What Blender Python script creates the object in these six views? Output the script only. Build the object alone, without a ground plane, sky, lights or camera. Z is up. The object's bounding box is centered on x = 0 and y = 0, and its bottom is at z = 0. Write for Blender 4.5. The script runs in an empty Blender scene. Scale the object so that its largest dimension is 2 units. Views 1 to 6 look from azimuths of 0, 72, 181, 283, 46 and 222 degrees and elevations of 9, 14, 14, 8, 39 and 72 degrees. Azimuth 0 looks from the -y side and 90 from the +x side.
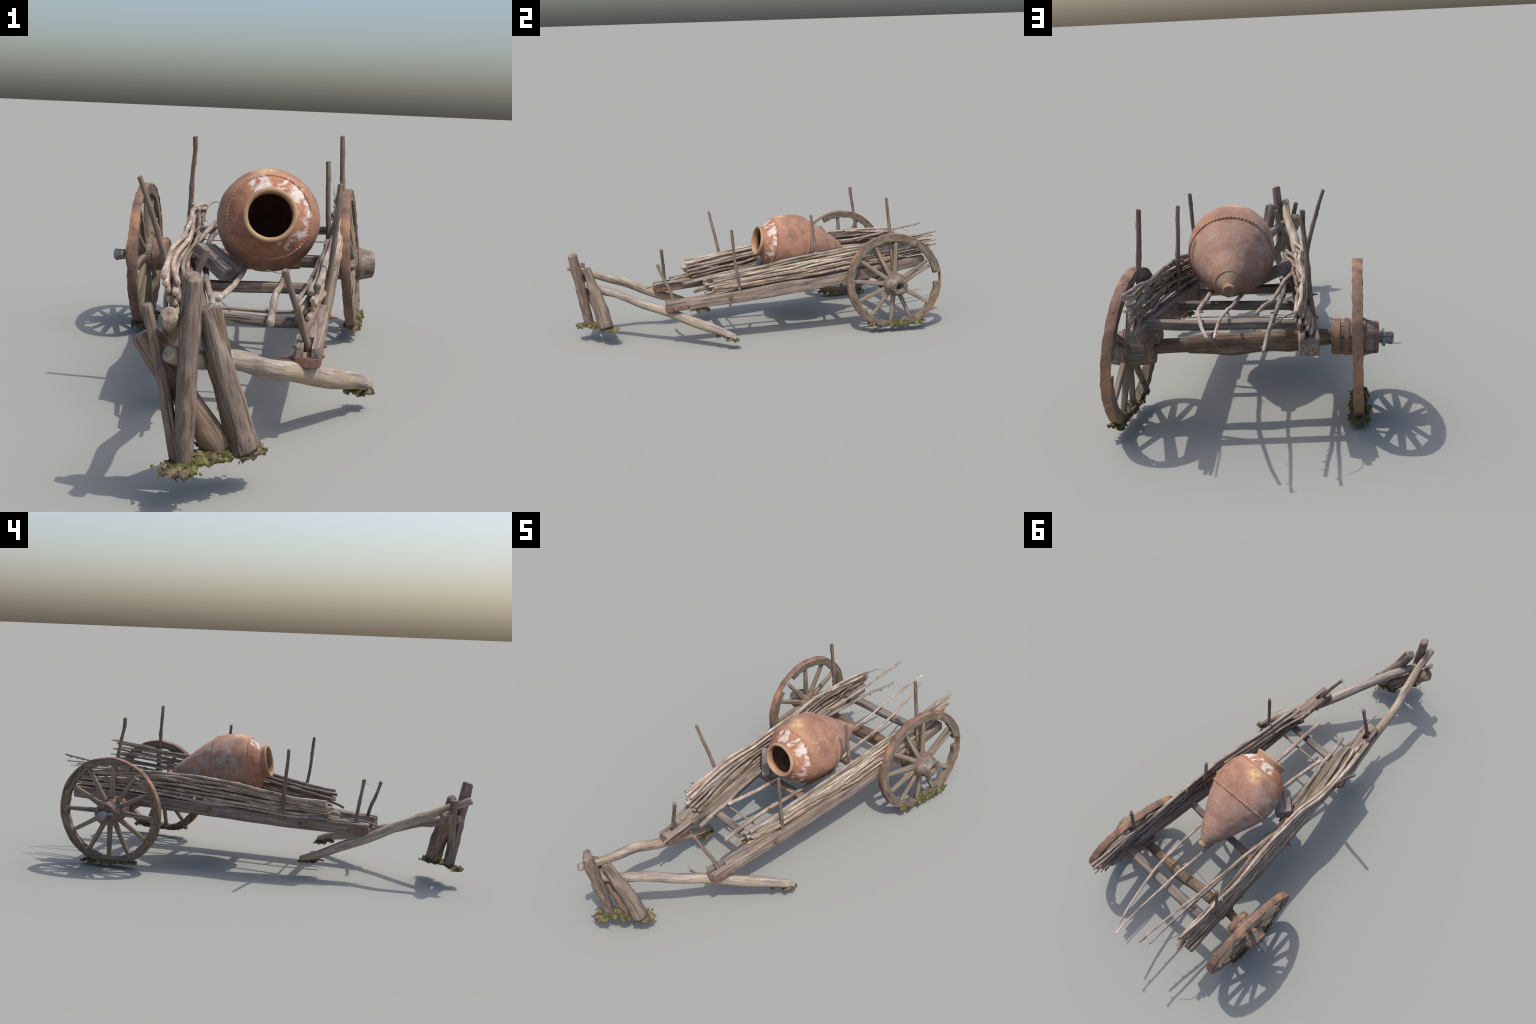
# Old two-wheeled ox cart with brushwood sides, carrying a clay wine jar,
# its shafts propped on a small stack of logs.
import bpy, math, random
import numpy as np
from mathutils import Matrix, Vector

V = lambda *a: np.array(a, float)


# ---------------------------------------------------------------- noise
def _hash(i, j, k, seed):
    h = (i * 374761393 + j * 668265263 + k * 2147483647 + seed * 974634541) & 0xFFFFFFFF
    h = ((h ^ (h >> 13)) * 1274126177) & 0xFFFFFFFF
    h = h ^ (h >> 16)
    return (h & 0xFFFF) / 32767.5 - 1.0


def vnoise(p, seed=0):
    """Value noise in -1..1 for an array of points (n,3)."""
    p = np.asarray(p, float)
    f = np.floor(p)
    t = p - f
    t = t * t * (3 - 2 * t)
    i, j, k = [f[..., a].astype(np.int64) for a in range(3)]
    out = 0
    for a in (0, 1):
        wa = t[..., 0] if a else 1 - t[..., 0]
        for b in (0, 1):
            wb = t[..., 1] if b else 1 - t[..., 1]
            for c in (0, 1):
                wc = t[..., 2] if c else 1 - t[..., 2]
                out = out + wa * wb * wc * _hash(i + a, j + b, k + c, seed)
    return out


def fbm(p, seed=0, octaves=3):
    p = np.asarray(p, float)
    s, a, tot = 0, 1.0, 0
    for o in range(octaves):
        s = s + a * vnoise(p * 2.03 ** o, seed + 17 * o)
        tot += a
        a *= 0.5
    return s / tot


# ---------------------------------------------------------------- node materials
class Nodes:
    def __init__(self, name):
        self.mat = bpy.data.materials.new(name)
        self.mat.use_nodes = True
        self.nt = self.mat.node_tree
        self.nt.nodes.clear()
        self.out = self.nt.nodes.new("ShaderNodeOutputMaterial")
        self.bsdf = self.nt.nodes.new("ShaderNodeBsdfPrincipled")
        self.nt.links.new(self.bsdf.outputs[0], self.out.inputs[0])
        tc = self.nt.nodes.new("ShaderNodeTexCoord")
        self.obj = tc.outputs["Object"]

    def n(self, kind, **kw):
        node = self.nt.nodes.new(kind)
        for k, v in kw.items():
            setattr(node, k, v)
        return node

    def link(self, a, b):
        self.nt.links.new(a, b)

    def mapping(self, scale=(1, 1, 1), loc=(0, 0, 0), src=None):
        m = self.n("ShaderNodeMapping")
        m.inputs["Scale"].default_value = scale
        m.inputs["Location"].default_value = loc
        self.link(src or self.obj, m.inputs["Vector"])
        return m.outputs[0]

    def shifted(self):
        """Object coordinates moved by a random amount per object."""
        info = self.n("ShaderNodeObjectInfo")
        mul = self.math("MULTIPLY", info.outputs["Random"], 37.0)
        add = self.n("ShaderNodeVectorMath", operation="ADD")
        self.link(self.obj, add.inputs[0])
        self.link(mul, add.inputs[1])
        return add.outputs[0], info.outputs["Random"]

    def noise(self, vec, scale, detail=4, rough=0.6, dist=0.0):
        t = self.n("ShaderNodeTexNoise")
        t.inputs["Scale"].default_value = scale
        t.inputs["Detail"].default_value = detail
        t.inputs["Roughness"].default_value = rough
        t.inputs["Distortion"].default_value = dist
        self.link(vec, t.inputs["Vector"])
        return t.outputs["Fac"]

    def ramp(self, fac, stops):
        r = self.n("ShaderNodeValToRGB")
        el = r.color_ramp.elements
        while len(el) < len(stops):
            el.new(0.5)
        for e, (p, c) in zip(el, stops):
            e.position = p
            e.color = (c, c, c, 1) if np.isscalar(c) else (*c, 1)
        self.link(fac, r.inputs[0])
        return r.outputs[0]

    def mix(self, fac, a, b, mode="MIX"):
        m = self.n("ShaderNodeMix", data_type="RGBA", blend_type=mode)
        for sock, val in ((m.inputs[0], fac), (m.inputs[6], a), (m.inputs[7], b)):
            if hasattr(val, "links"):
                self.link(val, sock)
            elif np.isscalar(val):
                sock.default_value = val
            else:
                sock.default_value = (*val, 1)
        return m.outputs[2]

    def math(self, op, a, b=0.0, c=0.0, clamp=False):
        m = self.n("ShaderNodeMath", operation=op, use_clamp=clamp)
        for sock, val in zip(m.inputs, (a, b, c)):
            if hasattr(val, "links"):
                self.link(val, sock)
            else:
                sock.default_value = val
        return m.outputs[0]

    def band(self, val, lo, hi, soft):
        """1 between lo and hi, falling to 0 over the width soft."""
        def step(a, b):
            m = self.n("ShaderNodeMapRange", interpolation_type="SMOOTHSTEP")
            m.inputs[1].default_value = a
            m.inputs[2].default_value = b
            self.link(val, m.inputs[0])
            return m.outputs[0]
        up = step(lo - soft, lo + soft)
        dn = self.math("SUBTRACT", 1.0, step(hi - soft, hi + soft))
        return self.math("MULTIPLY", up, dn)

    def bump(self, h, strength, dist):
        b = self.n("ShaderNodeBump")
        b.inputs["Strength"].default_value = strength
        b.inputs["Distance"].default_value = dist
        self.link(h, b.inputs["Height"])
        self.link(b.outputs[0], self.bsdf.inputs["Normal"])

    def finish(self, color, rough=0.85, spec=0.25, metal=0.0):
        if hasattr(color, "links"):
            self.link(color, self.bsdf.inputs["Base Color"])
        else:
            self.bsdf.inputs["Base Color"].default_value = (*color, 1)
        self.bsdf.inputs["Roughness"].default_value = rough
        self.bsdf.inputs["Specular IOR Level"].default_value = spec
        self.bsdf.inputs["Metallic"].default_value = metal
        return self.mat


def wood_material(name, dark, mid, light, fine=90, stretch=0.06, vary=0.25, moss=None, tan=None, bump=0.5):
    """Weathered wood; the grain runs along local Z."""
    m = Nodes(name)
    vec, rnd = m.shifted()
    g = m.mapping((1, 1, stretch), src=vec)
    fibre = m.noise(g, fine, 7, 0.68, 0.4)
    streak = m.noise(m.mapping((1, 1, stretch * 1.6), src=vec), fine * 0.3, 4, 0.6, 0.6)
    blot = m.noise(vec, 9, 4, 0.6)
    f = m.math("ADD", m.math("MULTIPLY", fibre, 0.55), m.math("MULTIPLY", streak, 0.45))
    col = m.ramp(f, [(0.33, dark), (0.49, mid), (0.66, light)])
    shade = m.ramp(blot, [(0.3, (0.72, 0.72, 0.74)), (0.52, (1, 1, 1)), (0.72, (1.15, 1.1, 1.03))])
    col = m.mix(1.0, col, shade, "MULTIPLY")
    if tan:
        t = m.ramp(m.noise(m.mapping((1, 1, 0.35), src=vec), 16, 3, 0.55), [(0.5, 0.0), (0.66, 1.0)])
        col = m.mix(m.math("MULTIPLY", t, 0.75), col, tan)
    if moss:
        k = m.ramp(m.noise(vec, 14, 5, 0.65), [(0.56, 0.0), (0.68, 1.0)])
        col = m.mix(m.math("MULTIPLY", k, 0.55), col, moss)
    crack = m.ramp(m.noise(m.mapping((1, 1, stretch * 0.5), src=vec), fine * 0.55, 3, 0.5, 0.8), [(0.30, 0.42), (0.40, 1.0)])
    col = m.mix(1.0, col, crack, "MULTIPLY")
    hsv = m.n("ShaderNodeHueSaturation")
    m.link(col, hsv.inputs["Color"])
    m.link(m.math("MULTIPLY_ADD", rnd, 2 * vary, 1.0 - vary), hsv.inputs["Value"])
    m.link(m.math("MULTIPLY_ADD", rnd, 0.3, 0.82), hsv.inputs["Saturation"])
    m.bump(f, bump, 0.004)
    return m.finish(hsv.outputs[0], 0.88, 0.2)


def stick_material(name, dark, mid, light, vary=0.22):
    """Peeled and barked branches: pale streaks, knots and short rings."""
    m = Nodes(name)
    vec, rnd = m.shifted()
    streak = m.noise(m.mapping((1, 1, 0.09), src=vec), 190, 5, 0.65, 0.3)
    patch = m.noise(m.mapping((1, 1, 0.45), src=vec), 26, 4, 0.6)
    rings = m.noise(m.mapping((0.25, 0.25, 1), src=vec), 110, 3, 0.55)
    f = m.math("ADD", m.math("MULTIPLY", streak, 0.42), m.math("MULTIPLY", patch, 0.58))
    col = m.ramp(f, [(0.33, dark), (0.49, mid), (0.63, light)])
    col = m.mix(1.0, col, m.ramp(rings, [(0.3, (0.74, 0.72, 0.7)), (0.45, (1, 1, 1))]), "MULTIPLY")
    # warm ones and grey ones
    warm = m.ramp(rnd, [(0.0, (0.93, 0.97, 1.02)), (0.35, (1.0, 1.0, 1.0)), (0.7, (1.08, 0.99, 0.90)), (1.0, (0.97, 0.99, 0.88))])
    col = m.mix(1.0, col, warm, "MULTIPLY")
    hsv = m.n("ShaderNodeHueSaturation")
    m.link(col, hsv.inputs["Color"])
    r2 = m.math("FRACT", m.math("MULTIPLY", rnd, 7.31))
    m.link(m.math("MULTIPLY_ADD", r2, 2 * vary, 1.0 - vary), hsv.inputs["Value"])
    m.bump(f, 0.45, 0.003)
    return m.finish(hsv.outputs[0], 0.82, 0.25)


def rust_material(name, dark, mid, light, scale=30):
    m = Nodes(name)
    a = m.noise(m.obj, scale, 6, 0.65, 0.3)
    b = m.noise(m.obj, scale * 0.28, 3, 0.6)
    f = m.math("ADD", m.math("MULTIPLY", a, 0.5), m.math("MULTIPLY", b, 0.5))
    col = m.ramp(f, [(0.34, dark), (0.5, mid), (0.64, light)])
    m.bump(a, 0.5, 0.003)
    return m.finish(col, 0.8, 0.25, 0.0)


def moss_material():
    m = Nodes("moss_and_soil")
    a = m.noise(m.obj, 45, 5, 0.65)
    b = m.noise(m.obj, 15, 3, 0.6)
    c = m.noise(m.mapping(loc=(3, 7, 1)), 24, 3, 0.6)
    col = m.ramp(a, [(0.3, (0.028, 0.032, 0.014)), (0.47, (0.085, 0.088, 0.03)), (0.62, (0.19, 0.18, 0.062)), (0.8, (0.30, 0.26, 0.13))])
    soil = m.ramp(a, [(0.3, (0.05, 0.04, 0.03)), (0.6, (0.2, 0.15, 0.1))])
    col = m.mix(m.ramp(b, [(0.46, 0.0), (0.6, 1.0)]), col, soil)
    col = m.mix(m.ramp(c, [(0.66, 0.0), (0.74, 0.6)]), col, (0.4, 0.36, 0.28))
    m.bump(a, 0.6, 0.004)
    return m.finish(col, 0.9, 0.15)


def clay_material(name, rim=False):
    """Terracotta of the jar. Local Z runs from the mouth (0) to the tip (0.5), local Y is up, local -X is the cart's right."""
    m = Nodes(name)
    sep = m.n("ShaderNodeSeparateXYZ")
    m.link(m.obj, sep.inputs[0])
    X, Y, Z = sep.outputs
    X = m.math("MULTIPLY", X, -1.0)
    big = m.noise(m.obj, 7, 5, 0.6, 0.4)
    med = m.noise(m.mapping(loc=(2, 5, 9)), 24, 5, 0.62, 0.3)
    fin = m.noise(m.obj, 120, 5, 0.65)
    f = m.math("ADD", m.math("MULTIPLY", big, 0.6), m.math("MULTIPLY", med, 0.4))
    if rim:
        col = m.ramp(f, [(0.34, (0.30, 0.185, 0.115)), (0.52, (0.40, 0.25, 0.15)), (0.66, (0.47, 0.31, 0.19))])
        m.bump(fin, 0.25, 0.002)
        return m.finish(col, 0.85, 0.2)
    col = m.ramp(f, [(0.30, (0.20, 0.108, 0.078)), (0.45, (0.315, 0.165, 0.112)), (0.57, (0.385, 0.205, 0.135)), (0.70, (0.46, 0.275, 0.18))])
    # redder shoulder, between neck and first band
    sh = m.band(Z, 0.02, 0.068, 0.006)
    red = m.ramp(med, [(0.35, (0.265, 0.112, 0.070)), (0.6, (0.405, 0.19, 0.11))])
    col = m.mix(m.math("MULTIPLY", sh, 0.75), col, red)
    # dark smudges on the belly
    sm = m.ramp(m.noise(m.mapping(loc=(8, 1, 4)), 13, 6, 0.7, 0.5), [(0.48, 0.0), (0.64, 1.0)])
    sm = m.math("MULTIPLY", sm, m.band(Z, 0.09, 0.235, 0.02))
    col = m.mix(m.math("MULTIPLY", sm, 0.6), col, (0.16, 0.105, 0.082))
    # grey lime bloom: left flank and the long cone to the tip
    bl = m.noise(m.mapping((1, 1, 0.8), loc=(4, 4, 4)), 34, 7, 0.78, 0.1)
    left = m.band(X, -0.3, -0.055, 0.06)
    left = m.math("MULTIPLY", left, m.band(Z, 0.12, 0.46, 0.03))
    cone = m.math("MULTIPLY", m.band(Z, 0.25, 0.48, 0.03), 0.6)
    reg = m.math("MAXIMUM", left, cone)
    bm = m.math("MULTIPLY", m.ramp(bl, [(0.42, 0.0), (0.62, 1.0)]), reg)
    col = m.mix(m.math("MULTIPLY", bm, 0.85), col, (0.40, 0.335, 0.30))
    # greenish tint near the tip
    tp = m.math("MULTIPLY", m.band(Z, 0.42, 0.60, 0.02), m.ramp(big, [(0.4, 0.2), (0.6, 0.9)]))
    col = m.mix(m.math("MULTIPLY", tp, 0.6), col, (0.25, 0.19, 0.12))
    # flaked pale ochre chips: one big on top, small ones on the right flank
    ch = m.noise(m.mapping(loc=(1, 2, 7)), 34, 4, 0.65, 0.6)
    dist = m.n("ShaderNodeVectorMath", operation="DISTANCE")
    m.link(m.obj, dist.inputs[0])
    dist.inputs[1].default_value = (0.015, 0.140, 0.112)
    near = m.band(dist.outputs["Value"], -1, 0.030, 0.016)
    right = m.math("MULTIPLY", m.band(Z, 0.095, 0.16, 0.012), m.band(X, 0.08, 0.3, 0.03))
    chips = m.math("MAXIMUM", m.math("MULTIPLY", near, m.ramp(ch, [(0.40, 0.0), (0.50, 1.0)])),
                   m.math("MULTIPLY", right, m.ramp(ch, [(0.60, 0.0), (0.66, 1.0)])))
    col = m.mix(m.math("MULTIPLY", chips, 0.9), col, (0.56, 0.39, 0.20))
    # white lime patches on the shoulder: top, right and underneath
    wn = m.noise(m.mapping((1, 1, 0.6), loc=(6, 3, 2)), 24, 6, 0.68, 0.5)
    side = m.math("MAXIMUM", m.band(X, 0.01, 0.3, 0.05), m.math("MULTIPLY", m.band(Y, 0.04, 0.3, 0.03), m.band(X, -0.06, 0.3, 0.03)))
    side = m.math("ADD", m.math("MULTIPLY", side, 0.85), 0.15)
    wreg = m.math("MULTIPLY", m.band(Z, 0.024, 0.068, 0.008), side)
    wh = m.ramp(m.math("ADD", wn, m.math("MULTIPLY", wreg, 0.22)), [(0.672, 0.0), (0.77, 1.0)])
    wh = m.math("MULTIPLY", wh, m.band(Z, 0.020, 0.074, 0.005))
    col = m.mix(m.math("MULTIPLY", wh, 0.88), col, (0.62, 0.56, 0.51))
    m.bump(m.math("ADD", m.math("MULTIPLY", fin, 0.5), med), 0.3, 0.003)
    return m.finish(col, 0.82, 0.25)


MAT = {}


def make_materials():
    MAT["beam"] = wood_material("grey_brown_beam", (0.07, 0.053, 0.044), (0.228, 0.177, 0.145), (0.40, 0.318, 0.265), 230, 0.035, 0.06)
    MAT["bar"] = wood_material("cross_bar_wood", (0.065, 0.052, 0.044), (0.20, 0.162, 0.135), (0.36, 0.295, 0.245), 240, 0.035, 0.1, moss=(0.12, 0.115, 0.06))
    MAT["mossy"] = wood_material("mossy_board_wood", (0.07, 0.058, 0.046), (0.18, 0.145, 0.11), (0.28, 0.23, 0.18), 230, 0.035, 0.05, moss=(0.135, 0.135, 0.045))
    MAT["axle"] = wood_material("axle_wood", (0.045, 0.033, 0.027), (0.165, 0.119, 0.09), (0.34, 0.255, 0.185), 180, 0.04, 0.03)
    MAT["log"] = wood_material("prop_log_wood", (0.062, 0.044, 0.035), (0.20, 0.147, 0.117), (0.355, 0.275, 0.225), 150, 0.11, 0.06, tan=(0.28, 0.202, 0.142), bump=0.8)
    MAT["shaft"] = wood_material("shaft_wood", (0.10, 0.08, 0.067), (0.31, 0.255, 0.212), (0.52, 0.45, 0.39), 200, 0.045, 0.05, tan=(0.37, 0.285, 0.18), bump=0.8)
    MAT["felloe"] = wood_material("felloe_wood", (0.065, 0.05, 0.039), (0.17, 0.135, 0.102), (0.28, 0.23, 0.18), 200, 0.10, 0.10, moss=(0.15, 0.137, 0.08))
    MAT["spoke"] = wood_material("spoke_wood", (0.09, 0.069, 0.05), (0.23, 0.183, 0.136), (0.35, 0.285, 0.22), 240, 0.035, 0.10)
    MAT["hub"] = wood_material("hub_wood", (0.05, 0.04, 0.034), (0.175, 0.138, 0.113), (0.34, 0.28, 0.235), 150, 0.07, 0.05)
    MAT["stake"] = wood_material("stake_wood", (0.078, 0.057, 0.046), (0.205, 0.153, 0.122), (0.33, 0.258, 0.21), 260, 0.05, 0.08)
    MAT["stick"] = stick_material("brushwood_bark", (0.115, 0.087, 0.07), (0.30, 0.24, 0.195), (0.50, 0.42, 0.365), 0.28)
    MAT["twig"] = stick_material("dark_twig_bark", (0.075, 0.057, 0.047), (0.20, 0.155, 0.127), (0.36, 0.29, 0.245))
    MAT["block"] = wood_material("grey_block_wood", (0.12, 0.105, 0.10), (0.225, 0.20, 0.19), (0.33, 0.30, 0.285), 120, 0.15, 0.02)
    MAT["axle_end"] = wood_material("grey_axle_end_wood", (0.13, 0.115, 0.11), (0.27, 0.245, 0.235), (0.40, 0.37, 0.355), 120, 0.1, 0.02)
    MAT["tyre"] = rust_material("rusty_tyre", (0.10, 0.07, 0.056), (0.215, 0.132, 0.10), (0.40, 0.215, 0.115), 22)
    MAT["iron"] = rust_material("rusty_iron", (0.10, 0.058, 0.043), (0.20, 0.115, 0.083), (0.32, 0.175, 0.11), 60)
    MAT["moss"] = moss_material()
    MAT["clay"] = clay_material("terracotta")
    MAT["rim"] = clay_material("terracotta_rim", True)


# ---------------------------------------------------------------- objects
WORLD = {}


def unit(v):
    v = np.asarray(v, float)
    return v / np.linalg.norm(v)


def frame(origin, z, up=(0, 0, 1)):
    """Matrix whose Z runs along z."""
    z = unit(z)
    up = np.asarray(up, float)
    if abs(z @ unit(up)) > 0.97:
        up = V(0, 1, 0)
    x = unit(np.cross(up, z))
    y = np.cross(z, x)
    return Matrix(((x[0], y[0], z[0], origin[0]), (x[1], y[1], z[1], origin[1]), (x[2], y[2], z[2], origin[2]), (0, 0, 0, 1)))


def place(ob, parent, world):
    bpy.context.scene.collection.objects.link(ob)
    if parent is not None:
        ob.parent = parent
        ob.matrix_local = WORLD[parent.name].inverted() @ world
    else:
        ob.matrix_local = world
    WORLD[ob.name] = world.copy()
    return ob


def empty(name, origin, parent=None):
    ob = bpy.data.objects.new(name, None)
    ob.empty_display_size = 0.05
    return place(ob, parent, Matrix.Translation(Vector(origin)))


def solid(name, verts, faces, mat, parent, world=None, sharp=40):
    """Mesh object from world-space vertices, stored in the local frame given."""
    world = world or Matrix.Identity(4)
    inv = np.array(world.inverted())
    v = np.asarray(verts, float)
    loc = v @ inv[:3, :3].T + inv[:3, 3]
    me = bpy.data.meshes.new(name)
    me.from_pydata(loc.tolist(), [], [list(map(int, f)) for f in faces])
    me.validate()
    me.materials.append(MAT[mat] if isinstance(mat, str) else mat)
    me.polygons.foreach_set("use_smooth", [True] * len(me.polygons))
    me.set_sharp_from_angle(angle=math.radians(sharp))
    return place(bpy.data.objects.new(name, me), parent, world)


class Build:
    """Collects several closed shapes into one mesh."""
    def __init__(self):
        self.v, self.f, self.n = [], [], 0

    def add(self, verts, faces):
        self.v.append(np.asarray(verts, float))
        self.f += [[i + self.n for i in f] for f in faces]
        self.n += len(verts)

    def done(self, *a, **k):
        return solid(a[0], np.concatenate(self.v), self.f, *a[1:], **k)


# ---------------------------------------------------------------- shape makers
def spline(pts, n):
    """Catmull-Rom curve through points of any dimension, n samples spread by arc length."""
    P = np.asarray(pts, float)
    if len(P) == 2:
        return P[0] + np.linspace(0, 1, n)[:, None] * (P[1] - P[0])
    Q = np.vstack([2 * P[0] - P[1], P, 2 * P[-1] - P[-2]])
    out = []
    for i in range(1, len(Q) - 2):
        t = np.linspace(0, 1, 24, endpoint=False)[:, None]
        a, b, c, d = Q[i - 1], Q[i], Q[i + 1], Q[i + 2]
        out.append(0.5 * (2 * b + (c - a) * t + (2 * a - 5 * b + 4 * c - d) * t ** 2 + (3 * b - a - 3 * c + d) * t ** 3))
    C = np.vstack(out + [P[-1:]])
    L = np.r_[0, np.cumsum(np.linalg.norm(np.diff(C[:, :3], axis=0), axis=1))]
    s = np.linspace(0, L[-1], n)
    return np.stack([np.interp(s, L, C[:, k]) for k in range(C.shape[1])], 1)


def frames_along(C, up=(0, 0, 1)):
    T = np.gradient(C, axis=0)
    T /= np.linalg.norm(T, axis=1)[:, None]
    u = np.asarray(up, float)
    if abs(T[0] @ u) > 0.9:
        u = V(0, 1, 0)
    X = np.zeros_like(C)
    x = unit(np.cross(u, T[0]))
    for i in range(len(C)):
        x = unit(x - T[i] * (x @ T[i]))
        X[i] = x
    return T, X, np.cross(T, X)


def grid_faces(m, n, closed=True):
    F = []
    for i in range(m - 1):
        for j in range(n if closed else n - 1):
            k = (j + 1) % n
            F.append([i * n + j, i * n + k, (i + 1) * n + k, (i + 1) * n + j])
    return F


def loft(rings):
    """Closed skin over rings (m,n,3), with chamfered flat ends."""
    R = np.asarray(rings, float)
    m, n, _ = R.shape
    verts = R.reshape(-1, 3)
    F = grid_faces(m, n)
    c0, c1 = R[0].mean(0), R[-1].mean(0)
    verts = np.vstack([verts, c0, c1])
    F += [[(j + 1) % n, j, m * n] for j in range(n)]
    F += [[(m - 1) * n + j, (m - 1) * n + (j + 1) % n, m * n + 1] for j in range(n)]
    return verts, F


def rod(pts, r, seed=0, n=10, step=0.01, wob=0.0, rough=0.06, knots=0, flat=(1, 1), square=2.0, cham=0.25, tilt=(0, 0), twist=0.0, up=(0, 0, 1), grain=5.0, knot_amp=0.3):
    """Branch, pole or log along a curve. r is one radius, or one per control point.
    square > 2 gives a squarer section; knots are bumps on the side; tilt slants the cut ends."""
    rng = np.random.default_rng(seed)
    pts = np.asarray(pts, float)
    r = np.full(len(pts), r) if np.isscalar(r) else np.asarray(r, float)
    length = np.linalg.norm(np.diff(pts, axis=0), axis=1).sum()
    m = max(6, int(length / step))
    S = spline(np.c_[pts, r], m)
    C, R = S[:, :3].copy(), S[:, 3].copy()
    T, X, Y = frames_along(C, up)
    s = np.linspace(0, length, m)
    if wob:
        for A in (X, Y):
            k = np.zeros(m)
            for o in range(1, 5):
                k += rng.normal() / o ** 0.8 * np.sin(s * rng.uniform(0.7, 1.3) * o * 9 + rng.uniform(0, 6.3))
            k *= np.clip(np.minimum(s, length - s) / 0.05, 0.25, 1)
            C = C + A * (wob * 0.5 * k)[:, None]
        T, X, Y = frames_along(C, up)
    a = np.linspace(0, 2 * np.pi, n, endpoint=False)[None, :] + twist * s[:, None]
    ca, sa = np.cos(a), np.sin(a)
    k = (np.abs(ca) ** square + np.abs(sa) ** square) ** (-1.0 / square)
    base = np.broadcast_to(R[:, None], (m, n))
    P = np.stack([ca * 1.6, sa * 1.6, np.broadcast_to(s[:, None] * grain / max(r.mean(), 1e-4) * 0.02, (m, n))], -1)
    amp = 1 + rough * fbm(P + seed * 3.7, seed, 3) + rough * 0.5 * fbm(P * V(3, 3, 1.3), seed + 5, 2)
    for _ in range(knots):
        s0, a0 = rng.uniform(0.04, 0.96) * length, rng.uniform(0, 6.3)
        rr = np.interp(s0, s, R)
        da = np.arccos(np.clip(np.cos(a - a0), -1, 1))
        amp = amp + knot_amp * rng.uniform(0.5, 1.3) * np.exp(-((s[:, None] - s0) / (rr * 1.1)) ** 2 - (da / 0.75) ** 2)
        amp = amp + knot_amp * 0.25 * np.exp(-((s[:, None] - s0) / (rr * 1.6)) ** 2)
    rad = base * amp * k
    rings = C[:, None, :] + X[:, None, :] * (rad * ca * flat[0])[..., None] + Y[:, None, :] * (rad * sa * flat[1])[..., None]
    rings = list(rings)
    # chamfered, slightly slanted ends
    def end(i, sign, slant):
        c = C[i]
        rel = rings[i] - c
        off = (rel @ X[i] * slant + rel @ Y[i] * slant * 0.6)
        flatring = c + rel + T[i] * off[:, None]
        q = R[i] * cham
        tip = c + rel * (1 - cham) + T[i] * (off[:, None] * (1 - cham) + sign * q)
        return flatring, tip
    f0, t0 = end(0, -1, tilt[0])
    f1, t1 = end(-1, 1, tilt[1])
    rings[0], rings[-1] = f0, f1
    return loft([t0] + rings + [t1])


def axis_frame(pts):
    p = np.asarray(pts, float)
    return frame(p[0], p[-1] - p[0])


def pole(name, pts, r, mat, parent, **kw):
    v, f = rod(pts, r, **kw)
    return solid(name, v, f, mat, parent, axis_frame(pts))


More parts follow.
